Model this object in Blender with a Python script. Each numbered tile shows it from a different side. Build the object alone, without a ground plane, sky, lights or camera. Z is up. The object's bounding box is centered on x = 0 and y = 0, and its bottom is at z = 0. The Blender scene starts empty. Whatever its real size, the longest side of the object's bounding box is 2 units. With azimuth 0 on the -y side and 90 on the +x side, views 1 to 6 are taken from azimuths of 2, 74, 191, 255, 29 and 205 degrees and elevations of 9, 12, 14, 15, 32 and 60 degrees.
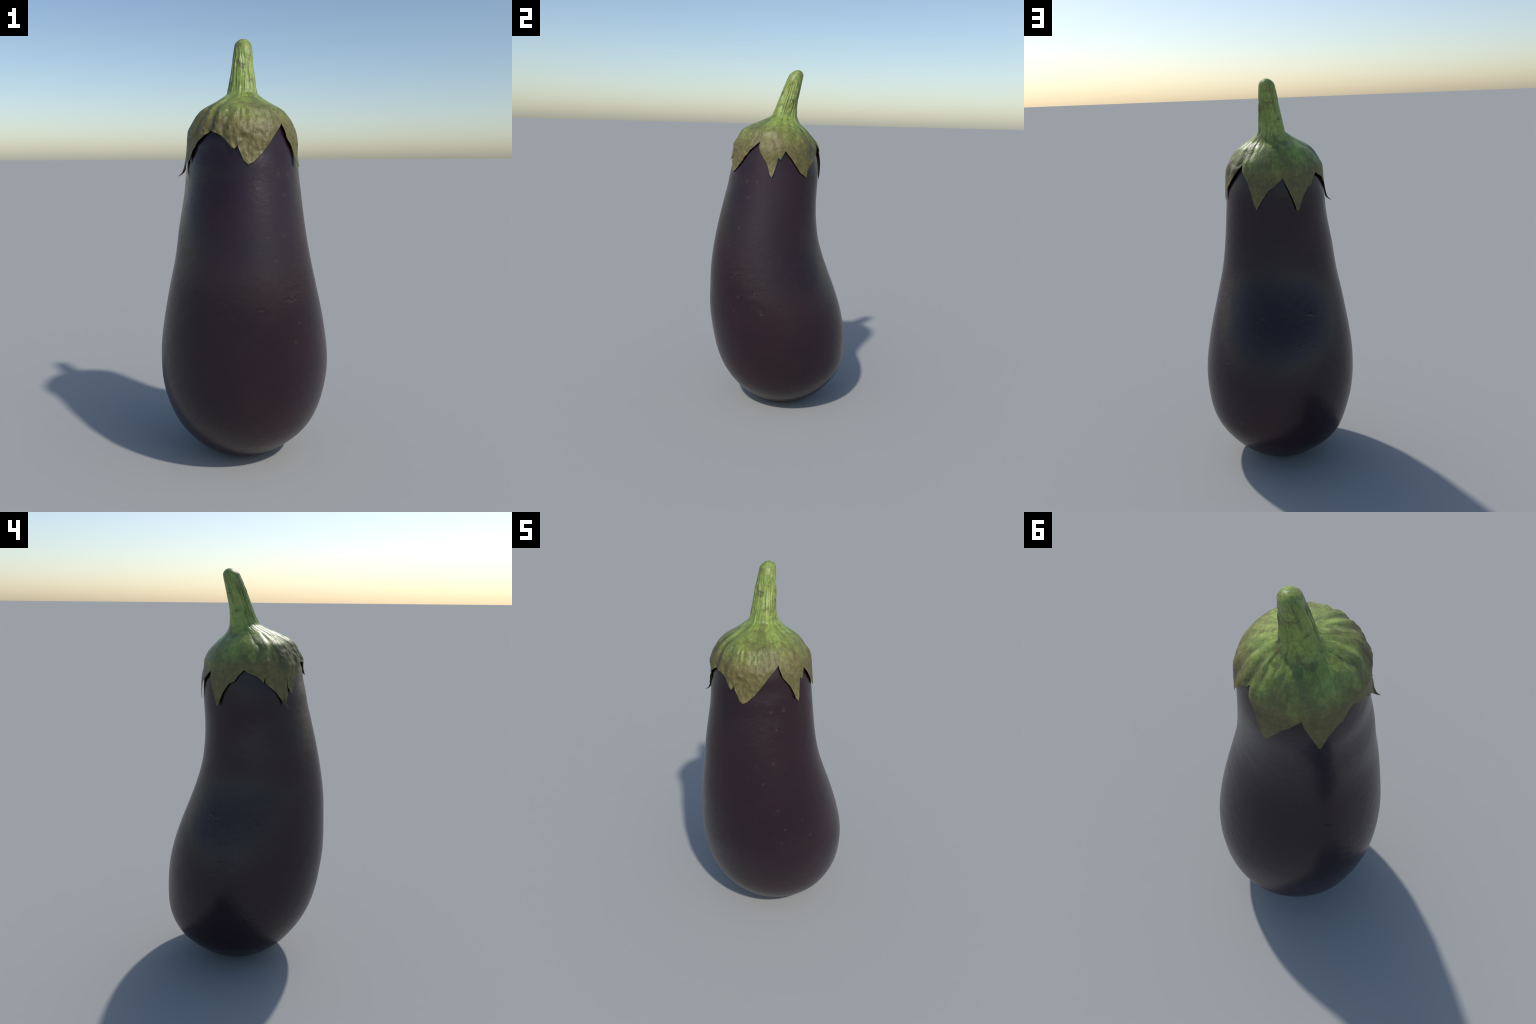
"""A ripe purple aubergine standing on its blossom end: dark glossy fruit,
green ribbed stalk and a six-lobed calyx whose sepals lift off the skin."""
import bpy, numpy as np
from math import radians, pi

RNG = np.random.default_rng(7)

# ------------------------------------------------------------------ helpers
def spline(x, y, q):
    """C1 cubic through knots (finite-difference tangents)."""
    x = np.asarray(x, float); y = np.asarray(y, float)
    h = np.diff(x); m = np.diff(y) / h
    d = np.empty_like(y); d[0] = m[0]; d[-1] = m[-1]
    d[1:-1] = (m[:-1] * h[1:] + m[1:] * h[:-1]) / (h[1:] + h[:-1])
    i = np.clip(np.searchsorted(x, q) - 1, 0, len(x) - 2)
    t = (q - x[i]) / h[i]
    return (y[i] * (1 + 2 * t) * (1 - t) ** 2 + d[i] * h[i] * t * (1 - t) ** 2
            + y[i + 1] * t * t * (3 - 2 * t) + d[i + 1] * h[i] * t * t * (t - 1))

def spline2(x, y, q):
    """Natural cubic through knots, curvature-continuous for glossy skin."""
    x = np.asarray(x, float); y = np.asarray(y, float); n = len(x)
    h = np.diff(x); A = np.eye(n); b = np.zeros(n)
    for i in range(1, n - 1):
        A[i, i - 1:i + 2] = h[i - 1], 2 * (h[i - 1] + h[i]), h[i]
        b[i] = 6 * ((y[i + 1] - y[i]) / h[i] - (y[i] - y[i - 1]) / h[i - 1])
    m = np.linalg.solve(A, b)
    i = np.clip(np.searchsorted(x, q) - 1, 0, n - 2)
    u = x[i + 1] - q; v = q - x[i]
    return ((m[i] * u ** 3 + m[i + 1] * v ** 3) / (6 * h[i]) + (y[i] / h[i] - m[i] * h[i] / 6) * u
            + (y[i + 1] / h[i] - m[i + 1] * h[i] / 6) * v)

_T = np.random.default_rng(11).uniform(-1, 1, (32, 32, 32))
def noise(x, y, z):
    """Smooth lattice noise, -1..1."""
    x, y, z = np.broadcast_arrays(x, y, z)
    fx, fy, fz = np.floor(x), np.floor(y), np.floor(z)
    i, j, k = fx.astype(int), fy.astype(int), fz.astype(int)
    f = lambda t: t * t * t * (t * (t * 6 - 15) + 10)
    u, v, w = f(x - fx), f(y - fy), f(z - fz)
    g = lambda a, b, c: _T[(i + a) & 31, (j + b) & 31, (k + c) & 31]
    l = lambda a, b, t: a + (b - a) * t
    return l(l(l(g(0, 0, 0), g(1, 0, 0), u), l(g(0, 1, 0), g(1, 1, 0), u), v),
             l(l(g(0, 0, 1), g(1, 0, 1), u), l(g(0, 1, 1), g(1, 1, 1), u), v), w)

def smooth(a, b, x):
    t = np.clip((x - a) / (b - a), 0, 1)
    return t * t * (3 - 2 * t)

def angdiff(a, b):
    return (a - b + pi) % (2 * pi) - pi

# ------------------------------------------------------------- fruit profile
# height, axis x, axis y, radius, ovality along x, ovality along the diagonal
FRUIT = np.array([
    (0.000, -0.014, 0.046, 0.000,  0.000,  0.000),
    (0.003, -0.012, 0.048, 0.066,  0.000,  0.000),
    (0.012, -0.011, 0.047, 0.130, -0.002, -0.002),
    (0.035, -0.008, 0.046, 0.189, -0.002, -0.002),
    (0.080, -0.006, 0.045, 0.2495,  0.000, -0.001),
    (0.150, -0.005, 0.045, 0.3170,  0.000, -0.006),
    (0.250,  0.000, 0.036, 0.370, -0.003, -0.001),
    (0.360,  0.000, 0.020, 0.395, -0.001,  0.001),
    (0.480,  0.001, 0.004, 0.404, -0.001, -0.001),
    (0.600,  0.000, -0.016, 0.397, -0.003, -0.002),
    (0.740,  0.001, -0.041, 0.373, -0.003, -0.002),
    (0.880,  0.001, -0.067, 0.3405, -0.002, 0.001),
    (1.020,  0.001, -0.0805, 0.3085, -0.001, 0.001),
    (1.160, -0.001, -0.0755, 0.2858,  0.001,  0.001),
    (1.300,  0.001, -0.059, 0.267,  0.000,  0.001),
    (1.360,  0.000, -0.050, 0.2615, 0.000,  0.000),
    (1.420,  0.000, -0.044, 0.256,  0.000,  0.000),
    (1.480,  0.000, -0.039, 0.247,  0.000,  0.000),
    (1.530,  0.000, -0.039, 0.239,  0.000,  0.000),
    (1.570,  0.000, -0.038, 0.229,  0.000,  0.000),
    (1.600,  0.000, -0.038, 0.213,  0.000,  0.000),
    (1.630,  0.000, -0.039, 0.185,  0.000,  0.000),
    (1.660,  0.000, -0.042, 0.130,  0.000,  0.000),
    (1.680,  0.000, -0.042, 0.000,  0.000,  0.000)])

# calyx dome and stalk, same columns; below z = 1.42 it rides over the fruit
GREEN = np.array([
    (1.300,  0.001, -0.059, 0.275,  0.000,  0.001),
    (1.360,  0.000, -0.050, 0.2700, 0.000,  0.000),
    (1.420,  0.000, -0.041, 0.2645, 0.000,  0.000),
    (1.480,  0.000, -0.034, 0.2560, 0.001, -0.001),
    (1.530,  0.001, -0.037, 0.2490, 0.003, -0.001),
    (1.570, -0.001, -0.037, 0.2424, 0.002,  0.001),
    (1.600, -0.001, -0.038, 0.2282, 0.001,  0.002),
    (1.630, -0.002, -0.0395, 0.2081, 0.002, 0.002),
    (1.660, -0.001, -0.0438, 0.1838, 0.000, 0.001),
    (1.700,  0.000, -0.0290, 0.1235, -0.002, 0.002),
    (1.720, -0.001, -0.0100, 0.0965, -0.002, 0.000),
    (1.737, -0.001,  0.0055, 0.0770, -0.002, -0.002),
    (1.765, -0.002,  0.0148, 0.0670, -0.002, -0.004),
    (1.820, -0.001, 0.0275, 0.0570, -0.001, -0.002),
    (1.880, -0.001, 0.0470, 0.0485, -0.001, 0.000),
    (1.930,  0.000, 0.0605, 0.0462, -0.001, -0.002),
    (1.955,  0.000, 0.0690, 0.0435, -0.001, -0.002),
    (1.974,  0.000, 0.0750, 0.0392, -0.001, 0.000),
    (1.990,  0.001, 0.0800, 0.0262,  0.000, 0.000),
    (2.000,  0.002, 0.0830, 0.0004,  0.000, 0.000)])

def section(table, z, warp, fit=spline):
    w, q = warp(table[:, 0]), warp(z)
    if w[0] > w[-1]:
        w, tab = w[::-1], table[::-1]
    else:
        tab = table
    return [fit(w, tab[:, c], q) for c in range(1, 6)]

def fruit_section(z):
    return section(FRUIT, z, lambda v: np.sqrt(np.maximum(v, 0)), spline2)

def green_section(z):
    return section(GREEN, z, lambda v: np.sqrt(np.maximum(2.0 - v, 0)))

def place(sec, th, z, extra=0.0):
    cx, cy, r, a, b = sec
    rr = r + a * np.cos(2 * th) + b * np.sin(2 * th) + extra
    return np.stack(np.broadcast_arrays(cx + rr * np.cos(th), cy + rr * np.sin(th), z), -1)

def make_mesh(name, verts, faces, mat, normals=None):
    """faces: list of integer arrays (n,4) / (n,3)."""
    me = bpy.data.meshes.new(name)
    me.vertices.add(len(verts)); me.vertices.foreach_set("co", np.asarray(verts, np.float32).ravel())
    loops = np.concatenate([f.ravel() for f in faces]).astype(np.int32)
    sizes = np.concatenate([np.full(len(f), f.shape[1]) for f in faces])
    starts = np.concatenate([[0], np.cumsum(sizes)[:-1]]).astype(np.int32)
    me.loops.add(len(loops)); me.loops.foreach_set("vertex_index", loops)
    me.polygons.add(len(sizes)); me.polygons.foreach_set("loop_start", starts)
    me.update(calc_edges=True); me.validate()
    me.polygons.foreach_set("use_smooth", np.ones(len(me.polygons), bool))
    if normals is not None:
        me.normals_split_custom_set_from_vertices(normals.tolist())
    me.materials.append(mat)
    ob = bpy.data.objects.new(name, me)
    bpy.context.scene.collection.objects.link(ob)
    return ob

def grid_quads(rows, cols, base=0):
    i, j = np.meshgrid(np.arange(rows - 1), np.arange(cols), indexing="ij")
    jn = (j + 1) % cols
    return base + np.stack([i * cols + j, (i + 1) * cols + j, (i + 1) * cols + jn, i * cols + jn], -1).reshape(-1, 4)

def vertex_normals(v, faces):
    n = np.zeros_like(v)
    for f in faces:
        p = v[f]
        fn = np.cross(p[:, 2] - p[:, 0], p[:, -1] - p[:, 1]) if f.shape[1] == 4 else \
            np.cross(p[:, 1] - p[:, 0], p[:, 2] - p[:, 0])
        for c in range(f.shape[1]):
            for k in range(3):
                n[:, k] += np.bincount(f[:, c], fn[:, k], len(v))
    return n / np.maximum(np.linalg.norm(n, axis=1), 1e-12)[:, None]

# --------------------------------------------------------------- node helper
class Nodes:
    def __init__(self, name):
        self.mat = bpy.data.materials.new(name); self.mat.use_nodes = True
        self.t = self.mat.node_tree; self.bsdf = self.t.nodes["Principled BSDF"]
    def new(self, kind, **kw):
        n = self.t.nodes.new(kind)
        for k, v in kw.items(): setattr(n, k, v)
        return n
    def put(self, sock, v):
        if isinstance(v, bpy.types.NodeSocket): self.t.links.new(v, sock)
        else: sock.default_value = v
    def math(self, op, a, b=0.0, c=None, clamp=False):
        n = self.new("ShaderNodeMath", operation=op, use_clamp=clamp)
        self.put(n.inputs[0], a); self.put(n.inputs[1], b)
        if c is not None: self.put(n.inputs[2], c)
        return n.outputs[0]
    def vec(self, op, a, b=(0, 0, 0)):
        n = self.new("ShaderNodeVectorMath", operation=op)
        self.put(n.inputs[0], a); self.put(n.inputs[1], b)
        return n.outputs["Value" if op in ("DISTANCE", "LENGTH", "DOT_PRODUCT") else "Vector"]
    def noise(self, co, scale, detail=2.0, rough=0.5, dist=0.0):
        n = self.new("ShaderNodeTexNoise")
        self.put(n.inputs["Vector"], co); n.inputs["Scale"].default_value = scale
        n.inputs["Detail"].default_value = detail; n.inputs["Roughness"].default_value = rough
        n.inputs["Distortion"].default_value = dist
        return n.outputs["Fac"]
    def ramp(self, x, lo, hi, a=0.0, b=1.0, smooth=True):
        n = self.new("ShaderNodeMapRange", interpolation_type="SMOOTHSTEP" if smooth else "LINEAR")
        self.put(n.inputs[0], x)
        for i, v in enumerate((lo, hi, a, b), 1): self.put(n.inputs[i], v)
        return n.outputs[0]
    def mix(self, f, a, b, blend="MIX"):
        n = self.new("ShaderNodeMix", data_type="RGBA", blend_type=blend)
        self.put(n.inputs[0], f)
        for s, v in ((n.inputs[6], a), (n.inputs[7], b)):
            self.put(s, v if isinstance(v, bpy.types.NodeSocket) else (*v, 1.0))
        return n.outputs[2]
    def bump(self, h, strength, dist, normal=None):
        n = self.new("ShaderNodeBump")
        n.inputs["Strength"].default_value = strength; n.inputs["Distance"].default_value = dist
        self.put(n.inputs["Height"], h)
        if normal is not None: self.put(n.inputs["Normal"], normal)
        return n.outputs[0]

# valleys of the dome: (angle, width, depth), each with raised shoulders
CREASES = [(-121, 5, .015), (-105, 4, .009), (-141, 4, .007), (-82, 3, .003), (-47, 4, .004),
           (14, 4, .003), (36, 4.5, .008), (56, 5, .011), (69, 3, .004), (-161, 5, .010), (-173, 3.5, .006)]

# ------------------------------------------------------------------ materials
def skin_material(scars):
    N = Nodes("aubergine_skin")
    co = N.new("ShaderNodeTexCoord").outputs["Object"]
    base = N.mix(N.ramp(N.noise(co, 1.8, 3), 0.35, 0.65), (0.0130, 0.0044, 0.0090), (0.0215, 0.0060, 0.0108))
    # corky brown freckles where the skin was nicked
    fleck = N.noise(N.vec("MULTIPLY", co, (1, 1, 1.7)), 34, 3, 0.6)
    base = N.mix(N.math("MULTIPLY", N.ramp(fleck, 0.66, 0.78), 0.4), base, (0.050, 0.022, 0.016))
    m = 0.0
    for p, r in scars:
        d = N.vec("DISTANCE", co, p)
        m = N.math("MAXIMUM", m, N.ramp(N.math("ADD", d, N.math("MULTIPLY", fleck, r * 0.9)), r * 1.75, r * 0.65))
    base = N.mix(N.math("MULTIPLY", m, 0.38), base, (0.075, 0.036, 0.027))
    N.put(N.bsdf.inputs["Base Color"], base)
    N.put(N.bsdf.inputs["Roughness"], N.ramp(N.noise(co, 5, 4, 0.6), 0.3, 0.7, 0.25, 0.31))
    N.bsdf.inputs["IOR"].default_value = 1.47
    # leathery patches: faint crosswise wrinkles and fine pores
    wr = N.noise(N.vec("MULTIPLY", co, (1, 1, 1.9)), 24, 4, 0.6, 0.6)
    patch = N.ramp(N.noise(co, 2.6, 1), 0.45, 0.62, 0.25, 1.0)
    b = N.bump(N.math("MULTIPLY", wr, patch), 0.16, 0.010)
    N.put(N.bsdf.inputs["Normal"], N.bump(N.noise(co, 75, 2), 0.05, 0.003, b))
    return N.mat

def green_material():
    N = Nodes("calyx_green")
    co = N.new("ShaderNodeTexCoord").outputs["Object"]
    sep = N.new("ShaderNodeSeparateXYZ"); N.put(sep.inputs[0], co)
    x, y, z = sep.outputs
    # direction round the leaning axis: streaks run from stalk to sepal tip
    ax = N.math("MULTIPLY_ADD", N.ramp(z, 1.66, 2.0, 0, 1, False), 0.13, -0.04)
    cmb = N.new("ShaderNodeCombineXYZ")
    N.put(cmb.inputs[0], x); N.put(cmb.inputs[1], N.math("SUBTRACT", y, ax))
    reach = N.math("MAXIMUM", N.vec("LENGTH", cmb.outputs[0]), 0.04)
    inv = N.new("ShaderNodeVectorMath", operation="SCALE")
    N.put(inv.inputs[0], cmb.outputs[0]); N.put(inv.inputs["Scale"], N.math("DIVIDE", 1.0, reach))
    dirv = inv.outputs[0]
    sep2 = N.new("ShaderNodeSeparateXYZ"); N.put(sep2.inputs[0], dirv)
    cmb2 = N.new("ShaderNodeCombineXYZ")
    N.put(cmb2.inputs[0], sep2.outputs[0]); N.put(cmb2.inputs[1], sep2.outputs[1])
    N.put(cmb2.inputs[2], N.math("MULTIPLY", z, 1.8))
    run = cmb2.outputs[0]
    streak = N.noise(run, 2.6, 4, 0.6, 0.3)
    blotch = N.noise(co, 9, 4, 0.6)
    mottle = N.noise(co, 15, 5, 0.65, 0.4)
    grain = N.noise(co, 42, 4, 0.65)
    # green at the stalk, drying to olive brown toward the sepal tips;
    # the side the stalk leans to has stayed green further down
    green_side = N.ramp(N.vec("DOT_PRODUCT", dirv, (-0.37, 0.93, 0.0)), 0.1, 0.95, -0.012, 0.045)
    h = N.math("ADD", N.math("ADD", z, green_side),
               N.math("MULTIPLY_ADD", blotch, 0.20, N.math("MULTIPLY_ADD", streak, 0.16, -0.18)))
    olive = N.ramp(h, 1.73, 1.56)
    fresh = N.mix(N.ramp(grain, 0.35, 0.65), (0.205, 0.288, 0.054), (0.310, 0.392, 0.088))
    dry = N.mix(N.ramp(grain, 0.35, 0.65), (0.112, 0.095, 0.027), (0.178, 0.147, 0.045))
    col = N.mix(olive, fresh, dry)
    # darker lengthwise folds, thin veins, brown blotches and corky specks
    fold = N.ramp(streak, 0.49, 0.36)
    keep = N.math("MULTIPLY_ADD", olive, -0.7, 1.0)
    col = N.mix(N.math("MULTIPLY", N.math("MULTIPLY", fold, keep), 0.5), col, (0.055, 0.095, 0.030))
    vein = N.ramp(N.math("ABSOLUTE", N.math("SUBTRACT", N.noise(run, 2.3, 5, 0.62, 0.6), 0.5)), 0.035, 0.004)
    col = N.mix(N.math("MULTIPLY", N.math("MULTIPLY", vein, keep), 0.34), col, (0.045, 0.072, 0.028))
    col = N.mix(N.math("MULTIPLY", N.math("MULTIPLY", N.ramp(mottle, 0.50, 0.64), keep), 0.52), col, (0.120, 0.088, 0.034))
    col = N.mix(N.math("MULTIPLY", N.math("MULTIPLY", N.ramp(N.noise(co, 21, 3, 0.55, 0.6), 0.57, 0.72), keep), 0.6), col, (0.085, 0.048, 0.024))
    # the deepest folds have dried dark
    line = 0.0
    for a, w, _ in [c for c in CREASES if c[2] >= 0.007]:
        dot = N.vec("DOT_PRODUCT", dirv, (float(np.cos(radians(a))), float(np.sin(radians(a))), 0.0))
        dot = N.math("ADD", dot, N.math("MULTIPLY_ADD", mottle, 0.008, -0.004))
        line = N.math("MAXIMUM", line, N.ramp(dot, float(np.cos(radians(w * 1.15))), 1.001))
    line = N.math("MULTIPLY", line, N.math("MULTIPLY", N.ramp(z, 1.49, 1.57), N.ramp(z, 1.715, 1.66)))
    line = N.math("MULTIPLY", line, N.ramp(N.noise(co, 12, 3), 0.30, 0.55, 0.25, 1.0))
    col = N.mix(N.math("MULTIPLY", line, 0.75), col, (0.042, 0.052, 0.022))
    N.put(N.bsdf.inputs["Base Color"], col)
    N.put(N.bsdf.inputs["Roughness"], N.math("ADD", N.ramp(grain, 0.3, 0.7, 0.34, 0.47), N.math("MULTIPLY", olive, 0.13)))
    b = N.bump(N.noise(run, 11, 3, 0.6), 0.18, 0.006)
    N.put(N.bsdf.inputs["Normal"], N.bump(grain, 0.35, 0.006, b))
    return N.mat

# ---------------------------------------------------------------------- fruit
# healed nicks: (angle in degrees, height, size); the corky ones show brown
NICKS = [(-51, .85, .022), (-49, .86, .012), (-75, .82, .013), (-60, 1.02, .014), (-65, 1.12, .013), (-95, .83, .016),
         (-154, .86, .016), (-64, .65, .012), (-44, .87, .012), (-76, 1.37, .009), (-72, 1.06, .011),
         (-142, .52, .012), (-27, 1.20, .009), (-23, 1.02, .010), (-47, .85, .016), (-31, .76, .013),
         (-27, .66, .013), (-36, .57, .012), (-75, .38, .010), (-11, .70, .012), (120, 1.02, .013),
         (129, .84, .018), (87, .83, .016), (49, 1.01, .012), (120, .40, .014), (53, .57, .015),
         (-139, 1.24, .014), (145, .58, .022), (-150, .87, .013), (106, .39, .011), (171, .35, .020),
         (155, 1.40, .010), (167, .83, .014), (160, 1.40, .013), (145, .64, .022), (58, .61, .016)]
CORKY = [(-37, 1.38, .013), (-51, 1.38, .012), (-45, 1.29, .010), (-49, 1.12, .010), (-27, .66, .010),
         (-31, .77, .009), (-60, 1.02, .008), (-47, .74, .009), (-52, .66, .008), (-50, .86, .009)]

def nick_relief(th, z):
    d = np.zeros_like(z)
    rng = np.random.default_rng(3)
    small = [(rng.uniform(-180, 180), rng.uniform(0.10, 1.42), rng.uniform(.004, .008)) for _ in range(60)]
    for i, (a, h, s) in enumerate(NICKS + CORKY + small):
        rows = np.abs(z[:, 0] - h) < 3 * s
        t = angdiff(th[rows], radians(a)) * 0.33; v = z[rows] - h
        w = 1.3 * noise(t * 90 + i, v * 130, i * 1.7 + 0.3)
        q = (t / s) ** 2 + (v / (s * rng.uniform(0.35, 0.7))) ** 2
        k = np.exp(-q) * smooth(-0.25, 0.35, w + 0.25 - 0.35 * q)
        rimq = np.exp(-((np.sqrt(q) - 1.3) / 0.5) ** 2)
        d[rows] += s * 0.08 * (rng.choice([-1, -1, 1]) * k + 0.35 * rimq * (0.4 + w))
    return d

def build_fruit(mat):
    cols, rows = 720, 700
    th = np.linspace(0, 2 * pi, cols, endpoint=False)
    u = np.linspace(0, 1, rows)[1:-1]
    z = np.where(u < 0.8, 1.5 * (u / 0.8) ** 1.6, 1.5 + 0.18 * (1 - (1 - (u - 0.8) / 0.2) ** 2))
    T, Zg = np.meshgrid(th, z)
    sec = [a[:, None] for a in fruit_section(z)]
    sec[2] = np.maximum(sec[2], 0.002)
    P = place(sec, T, Zg)
    x, y, zz = P[..., 0], P[..., 1], P[..., 2]
    fade = smooth(0.0, 0.06, zz)
    d = fade * (0.0012 * noise(x * 6, y * 6, zz * 4) + 0.0003 * noise(x * 28, y * 28, zz * 34)) + nick_relief(T, Zg)
    P = place(sec, T, Zg, d)
    V = np.concatenate([P.reshape(-1, 3), [[FRUIT[0, 1], FRUIT[0, 2], 0.0], [0, FRUIT[-1, 2], FRUIT[-1, 0]]]])
    n = len(z); k = n * cols
    j = np.arange(cols); jn = (j + 1) % cols
    faces = [grid_quads(n, cols)[:, ::-1],
             np.stack([np.full(cols, k), jn, j], -1),
             np.stack([np.full(cols, k + 1), (n - 1) * cols + j, (n - 1) * cols + jn], -1)]
    return make_mesh("fruit", V, faces, mat)

# -------------------------------------------------------- calyx rim outline
# (angle in degrees, height, lift off the dome); each lobe runs notch to notch
LOBES = [
    [(-120.5, 1.566, 0), (-110, 1.547, 0), (-102, 1.516, .003), (-97, 1.492, .011), (-94, 1.487, .019),
     (-92, 1.504, .008), (-89, 1.470, .004), (-86, 1.439, .001), (-82, 1.421, 0), (-77, 1.432, 0),
     (-69.7, 1.463, 0), (-60, 1.513, 0), (-52, 1.552, 0), (-44, 1.580, 0), (-38.4, 1.601, 0)],
    [(-39.3, 1.580, 0), (-37, 1.540, 0), (-33, 1.514, 0), (-29.5, 1.491, .001), (-25.5, 1.455, .003),
     (-23, 1.424, .006), (-20, 1.407, .009), (-18.5, 1.427, .006), (-16.8, 1.469, .002), (-14.3, 1.515, 0),
     (-11.3, 1.502, .002), (-8, 1.524, 0), (-4.6, 1.551, 0)],
    [(2, 1.514, 0), (7.5, 1.477, 0), (16, 1.431, -.001), (26, 1.404, -.001), (26.5, 1.438, 0),
     (28.5, 1.457, 0), (35, 1.484, 0), (45.5, 1.526, 0), (53, 1.564, 0), (58.6, 1.594, 0)],
    [(61, 1.568, .002), (65.5, 1.541, .004), (70.5, 1.503, .004), (74.5, 1.451, .002), (77.5, 1.402, .001),
     (80.2, 1.376, .001), (84, 1.406, 0), (89, 1.440, 0), (94, 1.472, 0), (101.5, 1.495, 0),
     (107, 1.515, 0), (110.7, 1.528, 0)],
    [(113, 1.500, .001), (116, 1.470, .002), (119.5, 1.427, .004), (122.2, 1.385, .004), (122.8, 1.369, .006),
     (125, 1.368, .006), (126.8, 1.387, .004), (132, 1.432, .001), (139.5, 1.474, 0), (146, 1.488, 0),
     (150, 1.515, 0), (155.7, 1.542, 0)],
    [(161, 1.528, 0), (169.5, 1.513, 0), (177, 1.484, .001), (178.2, 1.513, 0), (178.8, 1.481, .001),
     (189, 1.440, .001), (193.6, 1.402, .005), (195.4, 1.384, .013), (196.6, 1.368, .030), (197.6, 1.384, .014), (199.6, 1.404, .006),
     (203.4, 1.432, .004), (204.2, 1.472, .003), (204.8, 1.503, 0), (205.2, 1.457, .003), (207.5, 1.428, .005),
     (213.5, 1.464, .002), (220, 1.508, .001), (229, 1.540, 0)],
]

def rim_curve(cols):
    """Resample the rim to `cols` points; returns angle, height, lift, lobe."""
    pts, lob = [], []
    for k, l in enumerate(LOBES):
        pts += l; lob += [k] * len(l)
    pts.append((LOBES[0][0][0] + 360, LOBES[0][0][1], 0)); lob.append(0)
    p = np.array(pts, float)
    step = np.hypot(np.diff(np.radians(p[:, 0])) * 0.25, np.diff(p[:, 1]))
    s = np.concatenate([[0], np.cumsum(step)])
    # share the columns out so that every control point lands on a column
    share = np.maximum(1, np.round(step / s[-1] * cols)).astype(int)
    while share.sum() != cols:
        share[np.argmax(share)] += np.sign(cols - share.sum())
    q, lobe = [], []
    for i, m in enumerate(share):
        q.append(np.linspace(s[i], s[i + 1], m, endpoint=False)); lobe += [lob[i + 1] if i + 1 < len(lob) - 1 else 5] * m
    q = np.concatenate(q)
    ang = np.radians(np.interp(q, s, p[:, 0])); hgt = np.interp(q, s, p[:, 1]); lift = np.interp(q, s, p[:, 2])
    return ang, hgt, lift, np.array(lobe)

Z_CUP = 1.70                                      # where the dome turns into the stalk
def green_relief(th, z):
    c, s = np.cos(th), np.sin(th)
    back = smooth(0.55, 0.95, np.cos(th - radians(112)))      # the smooth side
    rough = 1 - 0.85 * back
    dome = smooth(1.44, 1.58, z) * (1 - smooth(1.64, 1.74, z))
    stalk = smooth(1.68, 1.78, z) * (1 - smooth(1.90, 1.97, z))
    # broad folds with sharp valleys between them, running stalk to sepal
    wob = 0.35 * noise(c * 5, s * 5, z * 13)
    f1 = noise(c * 2.0 + 5 + wob, s * 2.0 + 5 + wob, z * 4)
    f2 = noise(c * 6.5 + 9 + wob, s * 6.5 + 2, z * 7)
    d = rough * dome * (0.0150 * np.minimum(np.abs(f1), 0.4) + 0.0020 * smooth(-0.1, 0.4, noise(c * 2 + 7, s * 2, z * 5)) * np.minimum(np.abs(f2), 0.4) - 0.0005)
    fold = smooth(1.47, 1.58, z) * (1 - smooth(1.67, 1.735, z))
    for a, w, k in CREASES:
        bend = 0.06 * noise(z * 11 + a, 0.5, 0.5) + 0.035 * noise(z * 38 + a, 3.5, 0.5)
        t = angdiff(th, radians(a) + bend) / radians(w)
        knob = 1 + 0.9 * noise(z * 34 + a, th * 9, 1.5)
        depth = k * np.clip(0.75 + 0.9 * noise(z * 8 + a, 7.5, 1.5), 0.25, 1.3)
        d = d - depth * fold * (np.exp(-t * t) - 0.20 * knob * (np.exp(-((t - 2.1) / 1.2) ** 2) + np.exp(-((t + 2.1) / 1.2) ** 2)))
    x, y = 0.26 * c, 0.26 * s
    lump = smooth(1.40, 1.46, z) * (1 - smooth(1.64, 1.70, z))
    front = 0.12 + 0.88 * smooth(0.1, 0.9, np.cos(th - radians(-100)))
    d = d + rough * lump * front * (0.0036 * noise(x * 34, y * 34, z * 27) + 0.0032 * noise(x * 66, y * 66, z * 52))
    d = d + rough * lump * 0.0007 * noise(x * 120, y * 120, z * 100)
    g = noise(c * 4.2 + 3, s * 4.2, z * 6)
    d = d + rough * stalk * (0.0095 * np.minimum(np.abs(g), 0.45) - 0.0022 + 0.0026 * noise(c * 8, s * 8, z * 14)
                             + 0.0012 * noise(c * 7, s * 7, z * 40))
    return d

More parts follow.
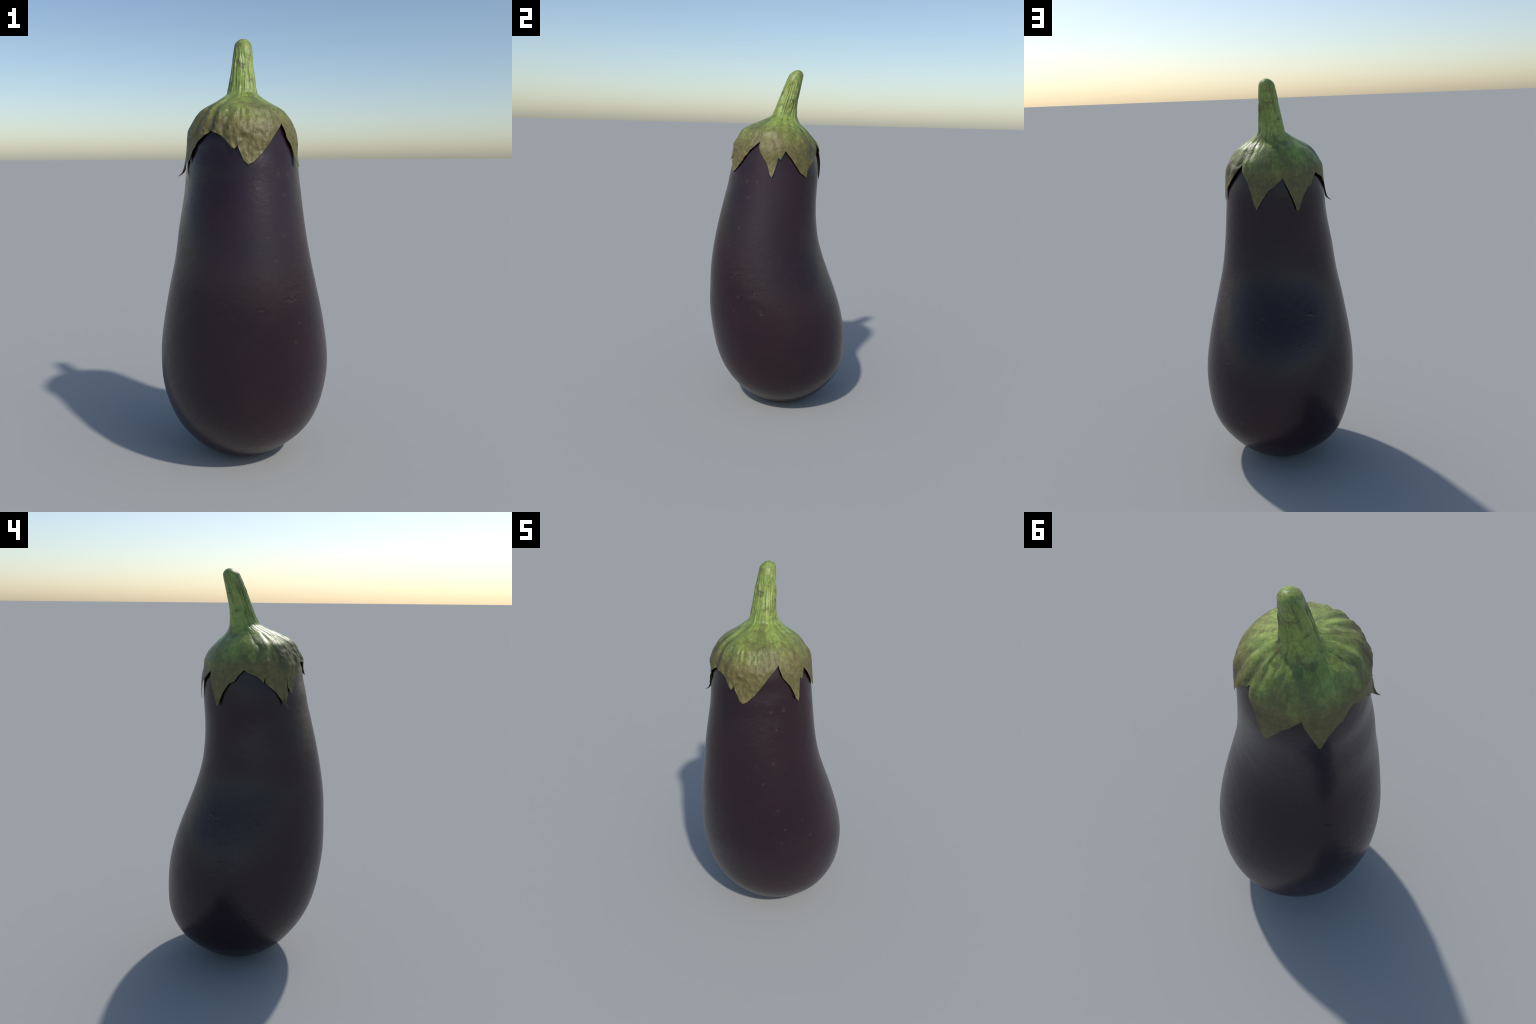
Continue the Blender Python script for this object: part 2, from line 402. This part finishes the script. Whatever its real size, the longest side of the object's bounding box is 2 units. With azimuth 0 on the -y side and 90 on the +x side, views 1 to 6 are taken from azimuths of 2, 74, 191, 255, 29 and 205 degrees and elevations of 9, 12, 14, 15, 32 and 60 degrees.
def build_green(mat):
    cols = 840
    ang, hgt, lift, lobe = rim_curve(cols)
    # column tops: even, monotone round the stalk
    top = np.maximum.accumulate(ang); top = top + np.arange(cols) * 1e-5
    ker = np.hanning(61); ker /= ker.sum()
    ext = np.concatenate([top[-30:] - 2 * pi, top, top[:30] + 2 * pi])
    top = np.convolve(ext, ker, "valid")
    top0 = np.linspace(0, 2 * pi, cols, endpoint=False) + top.mean() - pi * (1 - 1 / cols)
    # stalk rows, tip to cup
    n1 = 150
    w = np.linspace(0.02, np.sqrt(2.0 - Z_CUP), n1)
    z1 = 2.0 - w ** 2
    bl = smooth(1.95, Z_CUP, z1)[:, None]
    T1 = top0 * (1 - bl) + top * bl
    Z1 = np.broadcast_to(z1[:, None], T1.shape)
    # dome rows, cup to rim
    n2 = 130
    f = np.linspace(0, 1, n2)[1:, None]
    T2 = top + (ang - top) * smooth(0.15, 1.0, f)
    Z2 = Z_CUP + (hgt - Z_CUP) * f
    reach = 0.10 - 0.06 * smooth(0.003, 0.014, lift)              # the longest tip curls out sharply
    L2 = lift * np.clip(1 - (Z2 - hgt) / reach, 0, 1) ** (2.0 + 0.8 * smooth(0.006, 0.03, lift))
    T = np.concatenate([T1, T2]); Zg = np.concatenate([Z1, Z2])
    L = np.concatenate([np.zeros_like(T1), L2])
    sec = green_section(Zg.ravel()); sec = [a.reshape(Zg.shape) for a in sec]
    sec[2] = np.maximum(sec[2], 0.001)
    rel = green_relief(T, Zg)
    P = place(sec, T, Zg, L + rel)
    # inner skin of the calyx: the same sheet pulled in, thin at the rim
    F = np.concatenate([np.zeros(n1), f[:, 0]])[n1 - 1:, None]
    thick = 0.0016 + 0.0055 * (1 - F) ** 0.6
    inner = [a[n1 - 1:] for a in sec]
    Q = place(inner, T[n1 - 1:], Zg[n1 - 1:], L[n1 - 1:] + rel[n1 - 1:] - thick)
    V = np.concatenate([P.reshape(-1, 3), Q.reshape(-1, 3), [[GREEN[-1, 1], GREEN[-1, 2], 2.0]]])
    R = n1 + n2 - 1; b = R * cols; ri = n2
    outer = grid_quads(R, cols)
    inn = grid_quads(ri, cols, b)[:, ::-1]
    j = np.arange(cols); jn = (j + 1) % cols
    lo, li = (R - 1) * cols, b + (ri - 1) * cols
    rim = np.stack([lo + j, li + j, li + jn, lo + jn], -1)
    tip = np.stack([np.full(cols, len(V) - 1), j, jn], -1)
    allf = [outer, inn, rim, tip]
    nrm = vertex_normals(V, allf)
    # regions: stalk, cup, six sepals
    orow, ocol = np.divmod(np.arange(len(outer)), cols)
    irow, icol = np.divmod(np.arange(len(inn)), cols)
    cut = int((n2 - 1) * 0.52)
    def part(name, sel):
        fs = [x for x in sel if len(x)]
        used = np.unique(np.concatenate([x.ravel() for x in fs]))
        remap = np.full(len(V), -1); remap[used] = np.arange(len(used))
        return make_mesh(name, V[used], [remap[x] for x in fs], mat, nrm[used])
    stalk = part("stem", [outer[orow < n1 - 1], tip])
    cup = part("calyx", [outer[(orow >= n1 - 1) & (orow < n1 - 1 + cut)], inn[irow < cut]])
    sepals = []
    for k in range(6):
        sepals.append(part("sepal", [outer[(orow >= n1 - 1 + cut) & (lobe[ocol] == k)],
                                     inn[(irow >= cut) & (lobe[icol] == k)], rim[lobe == k]]))
    return stalk, cup, sepals

# ----------------------------------------------------------------------- build
root = bpy.data.objects.new("eggplant", None)
bpy.context.scene.collection.objects.link(root)
root["label"] = "dark purple eggplant standing upright with green stalk and calyx"
root["category"] = "eggplant"

def on_skin(a, h):
    return tuple(place([float(c) for c in map(lambda q: q[0], fruit_section(np.array([h])))], radians(a), h))
fruit = build_fruit(skin_material([(on_skin(a, h), s) for a, h, s in CORKY]))
stalk, cup, sepals = build_green(green_material())
for o in (fruit, stalk, cup):
    o.parent = root
for o in sepals:
    o.parent = cup
